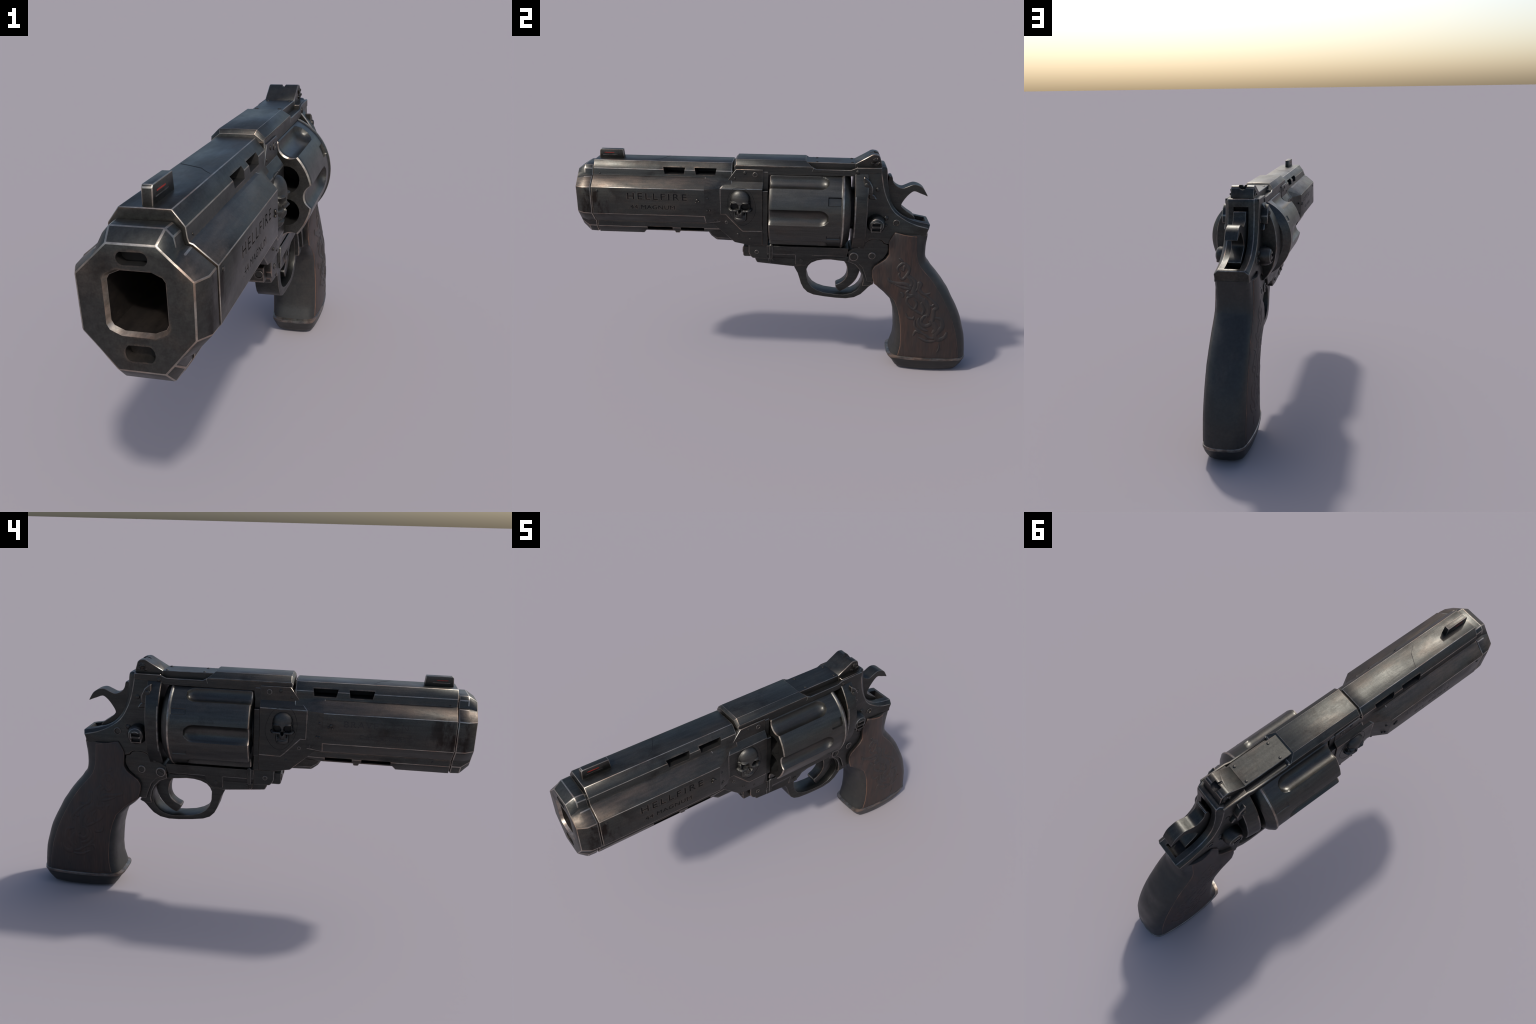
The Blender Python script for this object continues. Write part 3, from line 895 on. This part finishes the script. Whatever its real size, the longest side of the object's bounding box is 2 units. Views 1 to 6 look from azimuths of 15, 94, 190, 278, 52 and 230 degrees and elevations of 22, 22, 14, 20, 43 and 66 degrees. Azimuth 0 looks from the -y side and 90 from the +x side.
def panel(sx):
    bm = bmesh.new()
    z_list = [z for z in zs if z >= .083] 
    rows = []
    nz = len(z_list)
    T = 20
    def surf(z, t, lift):
        yf, ye, yb, _ = lerp_levels(z)
        x = edge_x(z) + bulge(z) * math.sin(math.pi * t) ** .8 + lift
        # pressed hollow for the thumb near the side plate
        y = ye + (yb - ye) * t
        d = ((y - .545) / .045) ** 2 + ((z - .565) / .04) ** 2
        x -= .0012 * math.exp(-d)
        return Vector((sx * x, y, z))
    ext = [(z_list[0] - .001, -.006)] + [(z, .0022) for z in z_list] + [(z_list[-1] + .001, -.006)]
    grid = []
    for j, (z, lf) in enumerate(ext):
        zc = min(max(z, z_list[0]), z_list[-1])
        row = []
        for i in range(-1, T + 2):
            t = min(max(i / T, 0.0), 1.0)
            lift = lf if 0 <= i <= T else -.006
            p = surf(zc, t, lift)
            if zc > .70:       # slanted top edge
                p.z += (.010 - (p.y - .575) * .17) * min(1, (zc - .70) / .05)
            row.append(bm.verts.new(p))
        grid.append(row)
    for a, b in zip(grid, grid[1:]):
        for i in range(len(a) - 1):
            try:
                bm.faces.new((a[i], a[i + 1], b[i + 1], b[i]))
            except ValueError:
                pass
    bmesh.ops.remove_doubles(bm, verts=bm.verts, dist=1e-6)
    bmesh.ops.recalc_face_normals(bm, faces=bm.faces)
    if sum(f.normal.x for f in bm.faces) * sx < 0:
        bmesh.ops.reverse_faces(bm, faces=bm.faces)
    return finish(bm, "grip_panel", [WOOD, WOOD_RUB], .0025, 40, grip, 2, False, 35)
SCROLL = [
    ([(.608, .562), (.595, .585), (.619, .611), (.644, .598), (.654, .57), (.626, .528), (.605, .545), (.608, .562)], .0065),
    ([(.611, .585), (.625, .575), (.631, .598), (.651, .575)], .005),
    ([(.621, .62), (.607, .631), (.601, .639)], .005),
    ([(.552, .534), (.56, .514), (.596, .504), (.644, .5), (.666, .478), (.63, .481), (.586, .499)], .0075),
    ([(.653, .55), (.688, .511), (.685, .461), (.708, .435), (.751, .401), (.771, .358), (.762, .324)], .0115),
    ([(.691, .461), (.704, .479), (.708, .507), (.719, .5), (.712, .474), (.739, .448), (.77, .454)], .0075),
    ([(.733, .454), (.773, .423), (.812, .378), (.795, .362), (.796, .322), (.786, .286), (.758, .271), (.736, .293), (.75, .327), (.774, .331)], .0085),
    ([(.682, .434), (.658, .427), (.658, .395), (.693, .363), (.707, .397), (.688, .42)], .006),
    ([(.693, .363), (.716, .348), (.744, .335)], .006),
    ([(.656, .339), (.668, .314), (.693, .309), (.699, .324)], .0055),
    ([(.705, .303), (.707, .27), (.731, .24), (.763, .219)], .006),
    ([(.703, .21), (.715, .238), (.74, .227)], .0055),
    ([(.804, .32), (.837, .309), (.848, .27), (.83, .245), (.814, .219), (.833, .194), (.864, .209), (.874, .238)], .0105),
    ([(.729, .206), (.774, .184), (.817, .187)], .006),
    ([(.619, .455), (.633, .444), (.633, .426)], .006),
    ([(.775, .30), (.80, .285), (.815, .255), (.80, .232)], .012),
    ([(.640, .545), (.665, .525), (.672, .498), (.655, .487)], .008),
    ([(.662, .470), (.650, .452), (.668, .440), (.700, .452)], .007),
    ([(.745, .425), (.730, .395), (.745, .362), (.735, .335)], .007),
    ([(.800, .405), (.785, .385), (.770, .392)], .005),
    ([(.725, .318), (.722, .285), (.745, .255), (.775, .245)], .007),
    ([(.760, .225), (.785, .205), (.812, .203)], .006),
    ([(.838, .17), (.842, .145), (.833, .12)], .004),
]
def carve(pobj, sx, height):
    bm0 = bmesh.new(); bm0.from_mesh(pobj.data)
    bv = BVHTree.FromBMesh(bm0); bm0.free()
    for ctrl, wd in SCROLL:
        path = spline(ctrl, 7)
        bm = bmesh.new()
        rows = []
        n = len(path)
        for i, (y, z) in enumerate(path):
            a = Vector(path[max(i - 1, 0)]); c = Vector(path[min(i + 1, n - 1)])
            t = (c - a).normalized(); nrm = Vector((-t.y, t.x))
            s = i / (n - 1)
            w = wd * 1.45 * (.25 + .75 * math.sin(math.pi * min(max(s, .03), .97)) ** .6)
            row = []
            for q, hh in ((-1.05, -.6), (-.8, .35), (-.35, .9), (.1, 1.0), (.5, .75), (.85, .25), (1.05, -.6)):
                yy, zz = y + nrm.x * w * q, z + nrm.y * w * q
                hit = bv.ray_cast(Vector((sx * .3, yy, zz)), Vector((-sx, 0, 0)))
                x = abs(hit[0].x) if hit[0] else .085
                row.append(bm.verts.new((sx * (x + height * hh * min(1, w / .006)), yy, zz)))
            rows.append(row)
        for p, q in zip(rows, rows[1:]):
            for k in range(len(p) - 1):
                bm.faces.new((p[k], p[k + 1], q[k + 1], q[k]))
        bm.faces.new(rows[0]); bm.faces.new(rows[-1])
        bmesh.ops.recalc_face_normals(bm, faces=bm.faces)
        if sum(f.normal.x * f.calc_area() for f in bm.faces) * sx < 0:
            bmesh.ops.reverse_faces(bm, faces=bm.faces)
        finish(bm, "carved_scroll", [CARVE if sx > 0 else WOOD], 0, 60, pobj, weld=False)
for sx, hgt in ((1, .0030), (-1, .0016)):
    carve(panel(sx), sx, hgt)

# butt cap
base = half_ring(.075)
def cap_ring(z, k, kx, sh=0.0, tilt=0.0):
    yc = .789
    ring = [Vector((x * kx, yc + sh + (y - yc) * k, z + tilt * (y - yc))) for x, y in base]
    return ring + [Vector((-p.x, p.y, p.z)) for p in reversed(ring[1:-1])]
bm = loops_to_bm([cap_ring(.084, .985, .985), cap_ring(.080, 1.040, 1.035, -.005), cap_ring(.073, 1.044, 1.04, -.005), cap_ring(.067, 1.026, 1.025, -.005),
                  cap_ring(.044, .945, .985), cap_ring(.022, .875, .91), cap_ring(.011, .835, .86), cap_ring(.006, .77, .79)])
for f in bm.faces:
    zc = f.calc_center_median().z
    if .070 < zc < .084:
        f.material_index = 1
finish(bm, "butt_cap", [STRAPM, EDGE_SOFT], 0, 40)

# keep the whole thing inside its 2 m frame and on the ground
bpy.context.view_layer.update()
